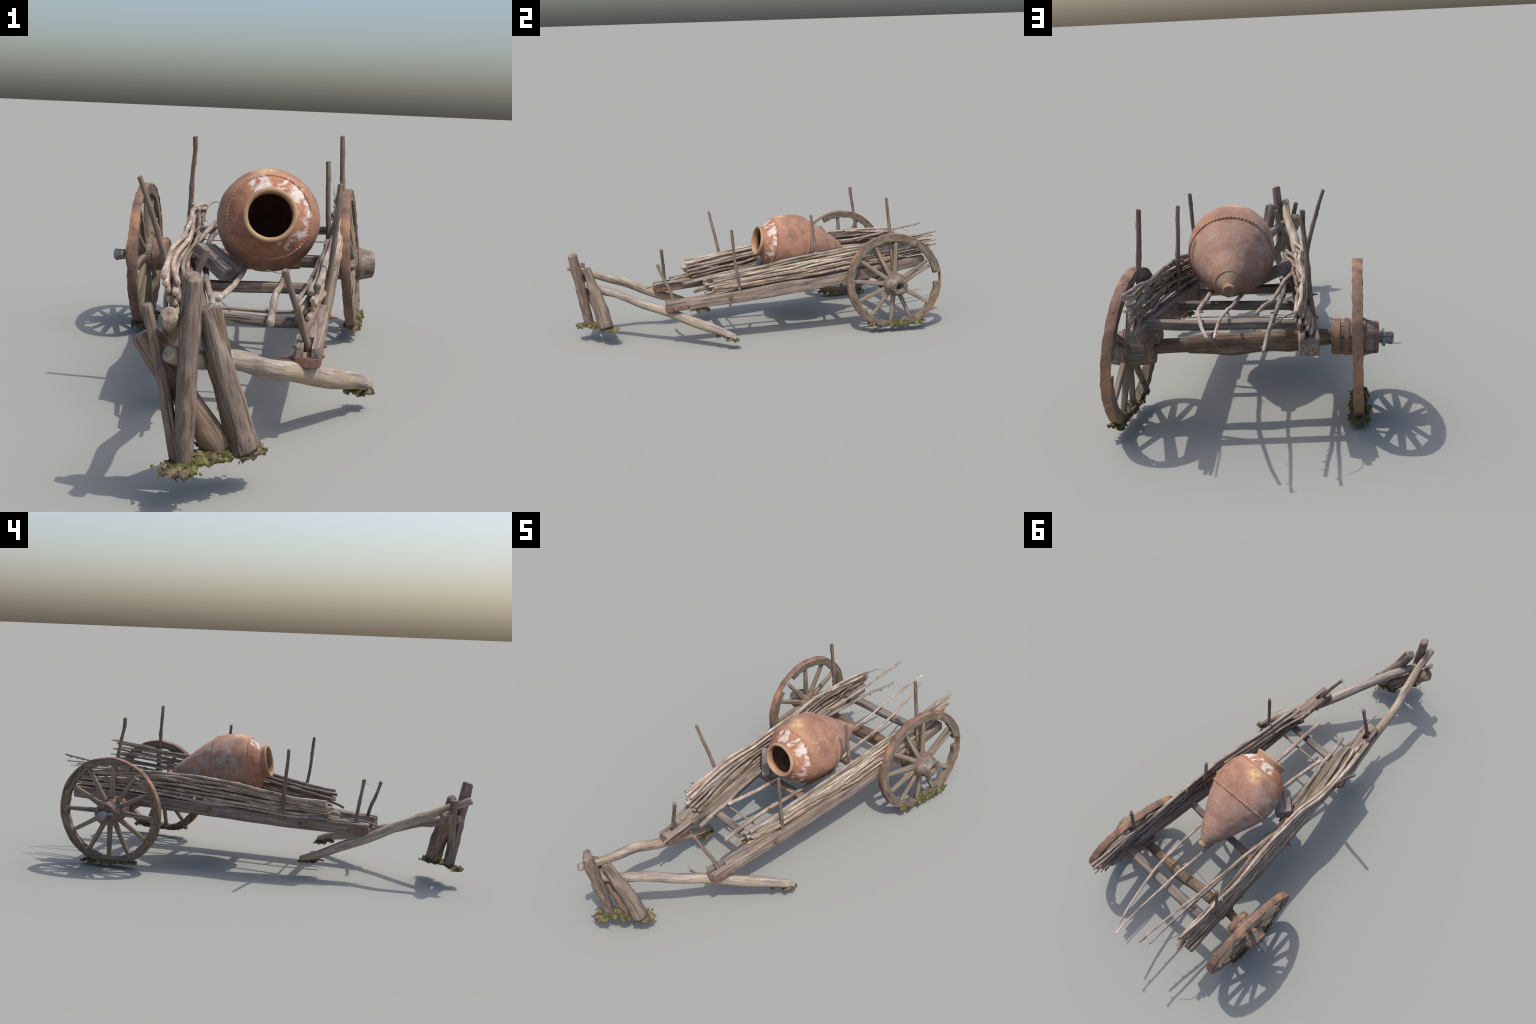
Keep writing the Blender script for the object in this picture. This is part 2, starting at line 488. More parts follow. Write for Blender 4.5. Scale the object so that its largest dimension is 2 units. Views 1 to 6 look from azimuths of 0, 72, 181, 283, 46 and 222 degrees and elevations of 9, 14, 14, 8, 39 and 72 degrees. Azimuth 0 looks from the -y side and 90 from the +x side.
def beam(pts, w, h, seed=0, step=0.008, wear=0.004, round_=0.18, up=(0, 0, 1), n=10):
    """Squared timber along a centre line: rounded corners, worn arrises and long splits."""
    pts = np.asarray(pts, float)
    L = np.linalg.norm(np.diff(pts, axis=0), axis=1).sum()
    m = max(8, int(L / step))
    C = spline(pts, m)
    T, X, Y = frames_along(C, up)
    # section: unit square with rounded corners
    sec = []
    for cx, cy, a0 in ((1, 1, 0), (-1, 1, 90), (-1, -1, 180), (1, -1, 270)):
        for a in np.radians(np.linspace(a0, a0 + 90, 4)):
            sec.append((cx * (1 - round_) + round_ * math.cos(a), cy * (1 - round_) + round_ * math.sin(a)))
        nx = {0: (-1, 1), 90: (-1, -1), 180: (1, -1), 270: (1, 1)}[a0]
        p, q = np.array(sec[-1]), None
        if a0 in (0, 180):
            q = p * V(-1, 1)
        else:
            q = p * V(1, -1)
        for t in np.linspace(0, 1, n, endpoint=False)[1:]:
            sec.append(tuple(p * (1 - t) + q * t))
    sec = np.array(sec)
    s = np.linspace(0, L, m)
    W = np.full(m, w) if np.isscalar(w) else np.interp(np.linspace(0, 1, m), np.linspace(0, 1, len(w)), w)
    H = np.full(m, h) if np.isscalar(h) else np.interp(np.linspace(0, 1, m), np.linspace(0, 1, len(h)), h)
    px = sec[None, :, 0] * W[:, None] / 2
    py = sec[None, :, 1] * H[:, None] / 2
    P = np.stack([px * 130, py * 130, np.broadcast_to(s[:, None] * 14, px.shape)], -1)
    fibre = fbm(P, seed, 3)
    low = fbm(np.stack([px * 30, py * 30, np.broadcast_to(s[:, None] * 9, px.shape)], -1), seed + 3, 3)
    corner = np.clip((np.abs(sec[:, 0]) + np.abs(sec[:, 1]) - 1.25) / 0.6, 0, 1)[None, :]
    d = wear * (0.35 * fibre + 0.5 * low) - wear * 1.3 * corner * np.clip(low + 0.25, 0, 1)
    # splits running along the grain
    rng = np.random.default_rng(seed)
    per = np.linspace(0, 1, len(sec), endpoint=False)[None, :]
    for _ in range(int(5 + L * 10)):
        c, s0, l = rng.uniform(), rng.uniform(0, L), rng.uniform(0.04, 0.16)
        cc = c + 0.012 * np.sin(s[:, None] * 25 + c * 30)
        dist = np.abs((per - cc + 0.5) % 1 - 0.5) * len(sec)
        d = d - 0.0026 * np.clip(1 - dist / 0.8, 0, 1) * np.exp(-((s[:, None] - s0) / l) ** 4)
    nrm = sec / np.linalg.norm(sec, axis=1)[:, None]
    px, py = px + d * nrm[None, :, 0], py + d * nrm[None, :, 1]
    rings = C[:, None, :] + X[:, None, :] * px[..., None] + Y[:, None, :] * py[..., None]
    c0, c1, q = C[0], C[-1], 0.004
    first = c0 + (rings[0] - c0) * 0.88 - T[0] * q
    last = c1 + (rings[-1] - c1) * 0.88 + T[-1] * q
    return loft([first] + list(rings) + [last])


def timber(name, pts, w, h, mat, parent, **kw):
    v, f = beam(pts, w, h, **kw)
    return solid(name, v, f, mat, parent, axis_frame(pts), sharp=50)


def box(c, size, X, Y, Z, bevel=0.15):
    """Chamfered block centred at c; X,Y,Z are its axes."""
    out = []
    hx, hy, hz = [s / 2 for s in size]
    b = min(size) * bevel
    rings = []
    for z, k in ((-hz, b), (-hz + b, 0), (hz - b, 0), (hz, b)):
        r = []
        for sx, sy in ((1, 1), (-1, 1), (-1, -1), (1, -1)):
            p, q_ = (hx - k), (hy - k)
            a = (sx * p, sy * (q_ - b)), (sx * (p - b), sy * q_)
            if sx * sy < 0:
                a = a[::-1]
            r += [np.asarray(c) + X * u + Y * v + Z * z for u, v in a]
        rings.append(r)
    return loft(rings)


def lathe(profile, origin, axis, n=64, up=(0, 0, 1), disp=None, closed=False):
    """Turn a profile of (distance along axis, radius). closed joins last to first (a ring)."""
    z = unit(axis)
    u = np.asarray(up, float)
    x = unit(np.cross(u, z))
    y = np.cross(z, x)
    a = np.linspace(0, 2 * np.pi, n, endpoint=False)
    P = np.asarray(profile, float)
    R = np.broadcast_to(P[:, 1:2], (len(P), n)).copy()
    Zz = np.broadcast_to(P[:, 0:1], (len(P), n)).copy()
    if disp is not None:
        R = R + disp(Zz, np.broadcast_to(a[None, :], R.shape), R)
    rings = np.asarray(origin) + Zz[..., None] * z + R[..., None] * (np.cos(a)[None, :, None] * x + np.sin(a)[None, :, None] * y)
    m = len(P)
    if closed:
        F = grid_faces(m, n) + [[(m - 1) * n + j, (m - 1) * n + (j + 1) % n, (j + 1) % n, j] for j in range(n)]
        return rings.reshape(-1, 3), F
    return loft(rings)


def apply_cut(ob, cutters):
    """Subtract boxes from an object (mortises)."""
    for v, f in cutters:
        me = bpy.data.meshes.new("cutter")
        inv = np.array(WORLD[ob.name].inverted())
        loc = np.asarray(v) @ inv[:3, :3].T + inv[:3, 3]
        me.from_pydata(loc.tolist(), [], f)
        c = bpy.data.objects.new("cutter", me)
        c.matrix_basis = WORLD[ob.name]
        bpy.context.scene.collection.objects.link(c)
        md = ob.modifiers.new("cut", "BOOLEAN")
        md.operation, md.object, md.solver = "DIFFERENCE", c, "EXACT"
        bpy.context.view_layer.update()
        dg = bpy.context.evaluated_depsgraph_get()
        new = bpy.data.meshes.new_from_object(ob.evaluated_get(dg))
        ob.modifiers.clear()
        ob.data = new
        bpy.data.objects.remove(c)
    ob.data.set_sharp_from_angle(angle=math.radians(45))


# ---------------------------------------------------------------- moss
def moss(parent, spots, seed, flakes=300, size=0.01, cell=0.0042, thick=0.0045, wave=0.010):
    """Torn turf around the given (centre, spread) spots: a thin ragged, wavy sheet of moss with curled leaves on it."""
    rng = np.random.default_rng(seed)
    B = Build()
    C = np.array([c for c, _ in spots])
    W = np.array([w for _, w in spots])
    lo, hi = (C - 1.9 * W).min(0), (C + 1.9 * W).max(0)
    nx, ny = int((hi[0] - lo[0]) / cell) + 2, int((hi[1] - lo[1]) / cell) + 2
    gx, gy = np.meshgrid(lo[0] + np.arange(nx) * cell, lo[1] + np.arange(ny) * cell, indexing="ij")
    d2 = ((gx[..., None] - C[:, 0]) / W[:, 0]) ** 2 + ((gy[..., None] - C[:, 1]) / W[:, 1]) ** 2
    wt = np.exp(-d2)
    field = wt.max(-1)
    z0 = (wt * C[:, 2]).sum(-1) / (wt.sum(-1) + 1e-12)
    P = np.stack([gx, gy, np.zeros_like(gx)], -1)
    keep = field + 0.34 * fbm(P * 62, seed, 3) > 0.33
    wav = wave * fbm(P * 55, seed + 3, 3) + wave * 0.6 * fbm(P * 160, seed + 4, 2) - 0.010 * np.clip(0.75 - field, 0, 1)
    jx = 0.4 * cell * fbm(P * 300, seed + 5, 1)
    jy = 0.4 * cell * fbm(P * 300 + 9, seed + 6, 1)
    top = np.stack([gx + jx, gy + jy, z0 + wav + thick / 2], -1)
    top[..., 2] = np.maximum(top[..., 2], thick + 0.0005)
    bot = top - V(0, 0, thick)
    idx = {}
    verts, faces = [], []
    def vid(i, j, k):
        if (i, j, k) not in idx:
            idx[(i, j, k)] = len(verts)
            verts.append((top if k else bot)[i, j])
        return idx[(i, j, k)]
    kc = keep[:-1, :-1]
    for i, j in np.argwhere(kc):
        q = [(i, j), (i + 1, j), (i + 1, j + 1), (i, j + 1)]
        faces.append([vid(*p, 1) for p in q])
        faces.append([vid(*p, 0) for p in q[::-1]])
        for (a, b), (di, dj) in zip(((0, 1), (1, 2), (2, 3), (3, 0)), ((0, -1), (1, 0), (0, 1), (-1, 0))):
            ii, jj = i + di, j + dj
            if not (0 <= ii < kc.shape[0] and 0 <= jj < kc.shape[1] and kc[ii, jj]):
                faces.append([vid(*q[b], 1), vid(*q[a], 1), vid(*q[a], 0), vid(*q[b], 0)])
    if faces:
        B.add(np.array(verts), faces)
    on = np.argwhere(keep)
    for _ in range(flakes):
        i, j = on[rng.integers(len(on))]
        c = top[i, j] - V(0, 0, thick * rng.uniform(0.2, 1.0))
        L, w = size * rng.uniform(0.5, 1.2), size * rng.uniform(0.25, 0.6)
        d = unit(rng.normal(size=3) * V(1, 1, 0.7))
        x = unit(np.cross(d, rng.normal(size=3)))
        nrm = np.cross(x, d)
        curl = rng.uniform(-0.5, 0.5)
        tp, bt = [], []
        for t, ww in ((0, 0.3), (0.3, 0.9), (0.65, 1.0), (1.0, 0.25)):
            for sx in (-1, 0, 1):
                q = c + d * t * L + x * sx * ww * w * 0.5 + nrm * (curl * L * t * t + 0.18 * w * (1 - abs(sx)))
                tp.append(q)
                bt.append(q - nrm * size * 0.09)
        F = []
        for r_ in range(3):
            for k in range(2):
                a = r_ * 3 + k
                F.append([a, a + 1, a + 4, a + 3])
                F.append([12 + a + 3, 12 + a + 4, 12 + a + 1, 12 + a])
        edge = [0, 1, 2, 5, 8, 11, 10, 9, 6, 3]
        for k in range(len(edge)):
            a, b = edge[k], edge[(k + 1) % len(edge)]
            F.append([b, a, 12 + a, 12 + b])
        B.add(np.array(tp + bt), F)
    ob = B.done("moss", "moss", parent, world=Matrix.Translation(Vector(C[0])), sharp=60)
    ob["kind"] = "stuff"
    return ob


# ---------------------------------------------------------------- wheels
def wheel(cart, c, nrm, out, hub_o, hub_ax, spokes, felloes, plates, hub_prof, bands, seed, nave_hole, R=0.2467, width=0.031, sprung=0.0):
    """Spoked wheel on plane (c, nrm). Angles run from the rear (u) upwards (v). out is +1 if nrm points away from the cart."""
    rng = np.random.default_rng(seed)
    c, nrm = np.asarray(c, float), unit(nrm)
    u = unit(np.cross((0, 0, 1), nrm))
    v = np.cross(nrm, u)
    ctr = empty("wheel", c, cart)
    swell = lambda deg: 1 + sprung * max(0.0, math.cos(math.radians(deg + 25)))
    P = lambda r, deg, off=0.0: c + r * swell(deg) * (math.cos(math.radians(deg)) * u + math.sin(math.radians(deg)) * v) + nrm * off
    FLOOR = -0.229
    # iron tyre: an open hoop, rotted away where it stood in the ground
    a = np.linspace(-67, 247, 158)
    rings = []
    for i, d in enumerate(a):
        w = 0.5 * width * (1 + 0.05 * math.sin(i * 0.9) + 0.04 * rng.normal())
        wo = 0.0009 * math.sin(i * 0.37 + seed)
        sec = [(R - 0.0058, -w), (R - 0.0058, w), (R - 0.001, w), (R, w - 0.0018), (R + 0.0004 * rng.normal(), 0), (R, -w + 0.0018), (R - 0.001, -w)]
        rings.append([P(r + wo, d, o) for r, o in sec])
    vv, ff = loft(rings)
    solid("tyre", vv, ff, "tyre", ctr, frame(c, nrm), sharp=50)
    # nails in the tyre
    B = Build()
    for d in list(np.arange(-50, 240, 29.0) + rng.uniform(-5, 5, 10)):
        B.add(*lathe([(0, 0.0045), (0.0012, 0.0042), (0.0022, 0.002)], P(R - 0.0004, d, 0), P(1, d) - c, n=8, up=nrm))
    B.done("tyre_nail", "iron", ctr, world=frame(c, nrm))
    # felloes
    for k, (d0, d1, ri) in enumerate(felloes):
        m = max(10, int(abs(d1 - d0) / 1.5))
        dd = np.linspace(d0, d1, m)
        rings = []
        q = 9
        for i, d in enumerate(dd):
            pts = []
            wi = width * 0.5 - 0.0012
            inner = ri + 0.0015 * math.sin(i * 0.7 + k)
            sec = [(inner, t) for t in np.linspace(-1, 1, 5)] + [(inner + (R - 0.006 - inner) * t, 1) for t in np.linspace(0, 1, q)[1:]]
            sec += [(R - 0.006, t) for t in np.linspace(1, -1, 5)[1:]] + [(inner + (R - 0.006 - inner) * t, -1) for t in np.linspace(1, 0, q)[1:-1]]
            for r, t in sec:
                cut = 0.93 if (abs(t) == 1 and (r < inner + 1e-6 or r > R - 0.0061)) else 1.0
                pts.append((r, t * wi * cut))
            rings.append([P(r, d, o) for r, o in pts])
        A = np.array(rings)
        nz = fbm(A * 38 + k * 5.0, seed + k, 3)
        fibre = fbm(A * 150 + k, seed + 9, 2)
        mid = c + 0.225 * (np.cos(np.radians(dd))[:, None] * u + np.sin(np.radians(dd))[:, None] * v)
        rel = A - mid[:, None, :]
        A = A + rel * (0.06 * nz + 0.035 * fibre)[..., None]
        # ragged broken ends
        tang = lambda d: -math.sin(math.radians(d)) * u + math.cos(math.radians(d)) * v
        for i, sgn in ((0, -1), (-1, 1)):
            A[i] += tang(dd[i]) * (sgn * (0.006 if (k in (0, len(felloes) - 1)) else 0.0015) * fbm(A[i] * 70, seed + 31 + k, 2))[:, None]
        # worn flat where it stands on the ground
        hgt = (A - c) @ v
        low = np.maximum(hgt, FLOOR + 0.004 * fbm(A * 60, seed, 2))
        A = A + (low - hgt)[..., None] * v
        vv, ff = loft(A)
        dm = (d0 + d1) / 2
        solid("felloe", vv, ff, "felloe", ctr, frame(P(0.225, dm), tang(dm)), sharp=50)
    # spokes
    hc = np.asarray(hub_o)
    for k, (ang, inner, r_out) in enumerate(spokes):
        e = P(r_out, ang, rng.uniform(-0.002, 0.002))
        b = hc + 0.042 * unit(e - hc) if inner is None else P(inner[0], inner[1], 0.004)
        L = np.linalg.norm(e - b)
        mid = b + (e - b) * 0.5
        v_, f_ = rod([b, mid, e], [0.0116, 0.0100, 0.0086], seed=seed * 20 + k, n=20, step=0.007, rough=0.06, square=4.5,
                     flat=(1.0, 0.95), up=nrm, grain=1.5, wob=0.001)
        solid("spoke", v_, f_, "spoke", ctr, frame(b, e - b, nrm), sharp=45)
    # hub
    ax = unit(hub_ax)
    def crack(Z, A, Rr):
        d = 0.0014 * fbm(np.stack([np.cos(A) * 3, np.sin(A) * 3, Z * 25], -1), seed, 3)
        g = np.zeros_like(A)
        for i in range(13):
            a0 = i * 0.483 + 0.15 * math.sin(i * 2.7 + seed)
            da = np.abs((A - a0 + 3.1416) % 6.28318 - 3.1416)
            g -= 0.0034 * np.clip(1 - da / 0.05, 0, 1) * (0.5 + 0.5 * math.sin(i * 5.1))
        return (d + g) * (Rr > 0.03)
    prof = []
    for (s0, r0), (s1, r1) in zip(hub_prof[:-1], hub_prof[1:]):
        k = max(1, int(math.hypot(s1 - s0, r1 - r0) / 0.006))
        prof += [(s0 + (s1 - s0) * i / k, r0 + (r1 - r0) * i / k) for i in range(k)]
    prof.append(hub_prof[-1])
    vv, ff = lathe(prof, hc, ax, n=72, disp=crack)
    solid("hub", vv, ff, "hub", ctr, frame(hc, ax), sharp=40)
    for s0, s1, r0, r1 in bands:
        t = 0.0028
        p = [(s0, r0), (s0, r0 + t), (s1, r1 + t), (s1, r1), (s1, r1 - 0.006), (s0, r0 - 0.006)]
        vv, ff = lathe(p, hc, ax, n=64, closed=True,
                       disp=lambda Z, A, Rr: 0.0006 * fbm(np.stack([np.cos(A) * 5, np.sin(A) * 5, Z * 60], -1), seed + 4, 2))
        solid("hub_band", vv, ff, "tyre", ctr, frame(hc, ax), sharp=40)
    # iron repair plates on the felloes
    for d, r, l, w, side in plates:
        tg = -math.sin(math.radians(d)) * u + math.cos(math.radians(d)) * v
        rd = math.cos(math.radians(d)) * u + math.sin(math.radians(d)) * v
        vv, ff = box(P(r, d, side * (width / 2)), (l, w, 0.004), tg, rd, nrm)
        solid("repair_plate", vv, ff, "tyre", ctr, frame(P(r, d), nrm))
    return ctr, P


# ---------------------------------------------------------------- the cart
def build_cart():
    cart = empty("ox_cart", (0, 0, 0))
    cart["label"] = "weathered wooden two-wheeled ox cart with rusty iron tyres"
    cart["category"] = "cart"

    # ---- long side beams
    right = timber("side_beam", [(0.168, -0.548, 0.208), (0.195, -0.340, 0.222), (0.213, -0.200, 0.230), (0.229, -0.070, 0.244), (0.246, 0.060, 0.259), (0.263, 0.200, 0.272), (0.281, 0.340, 0.288), (0.302, 0.507, 0.308), (0.320, 0.650, 0.329), (0.334, 0.785, 0.348)],
                   [0.058, 0.060, 0.062, 0.060, 0.054, 0.042], [0.054, 0.052, 0.055, 0.063, 0.070, 0.066, 0.061, 0.061, 0.057, 0.046], "beam", cart, seed=11)
    left = timber("side_beam", [(-0.128, -0.548, 0.229), (-0.150, -0.217, 0.240), (-0.172, 0.171, 0.268), (-0.182, 0.557, 0.292), (-0.187, 0.83, 0.308)],
                  [0.058, 0.062, 0.064, 0.066, 0.062], [0.050, 0.054, 0.058, 0.060, 0.056], "beam", cart, seed=23)
    # mossy board along the inner foot of the left side
    timber("side_board", [(-0.103, -0.405, 0.242), (-0.094, -0.290, 0.244), (-0.103, -0.170, 0.250), (-0.126, 0.040, 0.262)], [0.024, 0.034, 0.030, 0.026], 0.034, "mossy", cart, seed=29)
    # mortises at the front ends that hold the slanting pegs
    dr, dl = unit(V(0.043, 0.314, 0.029)), unit(V(-0.022, 0.331, 0.011))
    for ob, d, y0, y1, o in ((right, dr, -0.575, -0.478, V(0.168, -0.548, 0.209)), (left, dl, -0.512, -0.465, V(-0.128, -0.548, 0.229))):
        c = o + d * (((y0 + y1) / 2 + 0.548) / d[1]) + V(0, 0, 0.026)
        X = unit(np.cross(d, (0, 0, 1)))
        apply_cut(ob, [box(c, (0.021, y1 - y0, 0.052), X, d, np.cross(X, d), 0.05)])

    # ---- iron straps bent round the beam fronts, with bolts
    def strap(o, d, zc, length, half):
        X = unit(np.cross(d, (0, 0, 1)))
        U = np.cross(X, d)
        pts = [(half, length), (half, 0.006), (half - 0.010, -0.006), (0, -0.0075), (-half + 0.010, -0.006), (-half, 0.006), (-half, length)]
        C = spline([o + X * a + d * b + U * zc for a, b in pts], 60)
        T = np.gradient(C, axis=0)
        T /= np.linalg.norm(T, axis=1)[:, None]
        N = np.cross(T, U)
        rings = [[c + n_ * a + U * b for a, b in ((-0.0016, -0.0105), (0.0016, -0.0105), (0.0016, 0.0105), (-0.0016, 0.0105))] for c, n_ in zip(C, N)]
        vv, ff = loft(rings)
        solid("iron_strap", vv, ff, "iron", cart, frame(o, d))
    strap(V(0.168, -0.548, 0.209), dr, -0.012, 0.100, 0.0305)
    strap(V(-0.128, -0.548, 0.229), dl, -0.008, 0.088, 0.0305)

    def bolt(p, d, long=0.0, r=0.0065):
        prof = [(-0.012, r * 0.5), (0, r), (0.004, r), (0.006, r * 0.62)]
        if long:
            prof += [(long * 0.5, r * 0.5), (long, 0.0012)]
        else:
            prof += [(0.009, r * 0.5), (0.0105, r * 0.25)]
        vv, ff = lathe(prof, p, d, n=12)
        solid("bolt", vv, ff, "iron", cart, frame(p, d))
    RX, LX = unit(V(1, -0.13, 0)), unit(V(-1, -0.06, 0))
    bolt(V(0.201, -0.524, 0.206), RX); bolt(V(0.211, -0.448, 0.211), RX)
    bolt(V(0.240, -0.234, 0.236), RX, 0.022); bolt(V(0.284, 0.158, 0.280), RX, 0.010); bolt(V(0.339, 0.538, 0.329), RX, 0.014, 0.011)
    bolt(V(0.139, -0.528, 0.200), -RX, 0.034, 0.007); bolt(V(0.150, -0.450, 0.206), -RX, 0.012)
    bolt(V(-0.160, -0.535, 0.221), LX); bolt(V(-0.166, -0.468, 0.226), LX)
    bolt(V(-0.179, -0.250, 0.238), LX, 0.012); bolt(V(-0.205, 0.171, 0.270), LX, 0.024, 0.007); bolt(V(-0.213, 0.500, 0.290), LX, 0.010)
    bolt(V(-0.097, -0.500, 0.222), -LX, 0.010)
    for p, d, rot, s in ((V(0.2395, -0.234, 0.236), RX, 0, 0.024), (V(-0.2045, 0.171, 0.270), LX, 45, 0.024), (V(-0.178, -0.250, 0.238), LX, 20, 0.016)):
        a = math.radians(rot)
        X = unit(np.cross((0, 0, 1), d)); Y = np.cross(d, X)
        X, Y = X * math.cos(a) + Y * math.sin(a), Y * math.cos(a) - X * math.sin(a)
        vv, ff = box(p, (s, s, 0.004), X, Y, d)
        solid("bolt_plate", vv, ff, "iron", cart, frame(p, d))

    # ---- cross bars, thin rod, wire
    for k, (a, b, w, h) in enumerate((
            ((-0.150, -0.286, 0.237), (0.195, -0.294, 0.231), 0.034, 0.026),
            ((-0.170, 0.032, 0.260), (0.235, 0.030, 0.257), 0.040, 0.030),
            ((-0.180, 0.340, 0.283), (0.285, 0.325, 0.297), 0.032, 0.028),
            ((-0.195, 0.693, 0.330), (0.315, 0.683, 0.352), 0.040, 0.027))):
        a, b = V(*a), V(*b)
        mid = [a + (b - a) * t + V(0, 0.003 * math.sin(t * 9 + k), 0.0025 * math.sin(t * 7 + 2 * k)) for t in (0.33, 0.66)]
        timber("cross_bar", [a] + mid + [b], w, h, "bar", cart, seed=40 + k, up=(0, 0, 1), round_=0.22, n=7)
    pole("thin_rod", [(-0.135, -0.225, 0.247), (-0.03, -0.226, 0.246), (0.077, -0.227, 0.244), (0.200, -0.227, 0.248)], 0.0048, "twig", cart, seed=5, n=9, knots=5, wob=0.002)
    pole("iron_wire", [(-0.19, 0.562, 0.318), (-0.05, 0.560, 0.319), (0.06, 0.555, 0.321), (0.27, 0.553, 0.326)], 0.0017, "iron", cart, seed=6, n=7, wob=0.004)

    # ---- axle with its bolsters
    pole("axle", [(-0.262, 0.592, 0.255), (-0.19, 0.591, 0.251), (-0.03, 0.594, 0.249), (0.10, 0.598, 0.2495), (0.192, 0.600, 0.250)],
         [0.024, 0.029, 0.031, 0.0295, 0.0265], "axle", cart, seed=3, n=28, step=0.006, rough=0.13, square=2.6, knots=9, wob=0.004, grain=2, knot_amp=0.12, flat=(0.78, 1.0))
    pole("axle", [(0.180, 0.600, 0.250), (0.235, 0.600, 0.250), (0.305, 0.600, 0.249)], [0.0225, 0.0220, 0.0225], "axle", cart, seed=4, n=22, rough=0.08, square=3)
    for p, q in (((-0.188, 0.560, 0.268), (-0.188, 0.630, 0.270)), ((0.302, 0.560, 0.286), (0.306, 0.630, 0.290))):
        timber("axle_bolster", [p, q], 0.056, 0.046, "axle", cart, seed=int(abs(p[0]) * 100))

    # ---- upright stakes along both sides and the slanting pegs in front
    stakes = (
        ([(0.251, -0.220, 0.584), (0.243, -0.205, 0.42), (0.232, -0.187, 0.300), (0.228, -0.181, 0.235)], [0.0078, 0.0082, 0.0086, 0.0086]),
        ([(0.246, 0.201, 0.619), (0.2525, 0.209, 0.522), (0.259, 0.218, 0.427), (0.266, 0.227, 0.300)], [0.0078, 0.008, 0.0084, 0.0086]),
        ([(0.318, 0.586, 0.687), (0.3245, 0.595, 0.580), (0.331, 0.603, 0.473), (0.336, 0.613, 0.345)], [0.0085, 0.0088, 0.0092, 0.0095]),
        ([(-0.270, -0.201, 0.580), (-0.243, -0.191, 0.502), (-0.219, -0.181, 0.426), (-0.200, -0.172, 0.349), (-0.188, -0.167, 0.250)], [0.0078, 0.008, 0.0085, 0.0088, 0.009]),
        ([(-0.184, 0.596, 0.664), (-0.1825, 0.600, 0.625), (-0.190, 0.614, 0.545), (-0.1935, 0.627, 0.480), (-0.196, 0.637, 0.410), (-0.198, 0.648, 0.300)], [0.0092, 0.0078, 0.0080, 0.0088, 0.009, 0.009]),
    )
    for k, (p, r) in enumerate(stakes):
        pole("stake", p, np.array(r) * 0.92, "stake", cart, seed=60 + k, n=14, step=0.006, rough=0.09, knots=5 if k < 4 else 14, wob=0.0018 if k < 4 else 0.004, tilt=(0.15, 0), knot_amp=0.22)
    pole("peg", [(0.108, -0.572, 0.412), (0.116, -0.564, 0.385), (0.138, -0.542, 0.325), (0.158, -0.520, 0.270), (0.172, -0.508, 0.215)],
         [0.0088, 0.0074, 0.0078, 0.0082, 0.008], "stake", cart, seed=71, n=14, step=0.006, rough=0.08, knots=4, wob=0.002)
    pole("peg", [(-0.074, -0.514, 0.443), (-0.083, -0.511, 0.415), (-0.106, -0.503, 0.345), (-0.122, -0.496, 0.295), (-0.136, -0.491, 0.225)],
         [0.0088, 0.0076, 0.008, 0.0084, 0.0084], "stake", cart, seed=72, n=14, step=0.006, rough=0.08, knots=4, wob=0.002)
    pole("twine", [(-0.078, -0.514, 0.430), (-0.060, -0.520, 0.424), (-0.030, -0.533, 0.417)], 0.0010, "twig", cart, seed=1, n=6)
    pole("twine", [(0.110, -0.570, 0.402), (0.090, -0.565, 0.405), (0.066, -0.555, 0.408)], 0.0010, "twig", cart, seed=2, n=6)

    # ---- wheels
    PR = dict(c=(0.371, 0.6032, 0.2599), nrm=(1, -0.1553, 0.0996))
    s_r = [(145.8, None, 0.213), (116.2, None, 0.213), (85.2, None, 0.213), (27.6, None, 0.200), (20.0, (0.052, -4.0), 0.204), (-34.5, None, 0.214),
           (-67.0, None, 0.214), (-96.6, None, 0.214), (-125.5, None, 0.214), (-153.4, None, 0.214), (176.5, None, 0.214)]
    f_r = [(8, 57.5, 0.2085), (57.8, 117.5, 0.2085), (117.8, 177.5, 0.2085), (177.8, 237.5, 0.2085), (237.8, 297, 0.2085), (297.3, 355.5, 0.2115)]
    hp_r = [(-0.085, 0.019), (-0.085, 0.052), (-0.080, 0.056), (-0.030, 0.057), (0.004, 0.057), (0.012, 0.058), (0.030, 0.0525), (0.050, 0.048), (0.064, 0.044),
            (0.068, 0.038), (0.066, 0.022), (0.052, 0.017), (0.030, 0.012)]
    b_r = [(0.008, 0.016, 0.0575, 0.0568), (-0.078, -0.062, 0.0565, 0.0565)]
    wheel(cart, hub_o=(0.384, 0.601, 0.248), hub_ax=(1, 0.03, -0.015), out=1, spokes=s_r, felloes=f_r,
          plates=((-160, 0.213, 0.026, 0.008, 1), (-47, 0.223, 0.022, 0.013, 1), (12, 0.221, 0.012, 0.020, 1)), hub_prof=hp_r, bands=b_r, seed=5, nave_hole=True, sprung=0.020, **PR)
    PLh = dict(c=(-0.342, 0.5969, 0.2528), nrm=(1, -0.0705, 0.0146))
    s_l = [(60.5, None, 0.213), (93.7, None, 0.212), (126.6, None, 0.204), (153, None, 0.213), (-175.8, None, 0.214), (-145.5, None, 0.214), (-115.5, None, 0.214),
           (-89, None, 0.214), (-60.9, None, 0.214), (-29.2, None, 0.214), (-0.5, None, 0.214), (29, None, 0.213)]
    f_l = [(139.5, 189, 0.2095), (189.3, 240, 0.2095), (240.3, 297.5, 0.2095), (297.8, 354.5, 0.2095), (354.8, 415.5, 0.2085), (415.8, 477, 0.2105)]
    hp_l = [(-0.084, 0.020), (-0.084, 0.050), (-0.080, 0.0545), (-0.040, 0.0555), (0.006, 0.058), (0.014, 0.0585), (0.040, 0.0525), (0.062, 0.0465), (0.064, 0.040), (0.060, 0.030), (0.058, 0.020)]
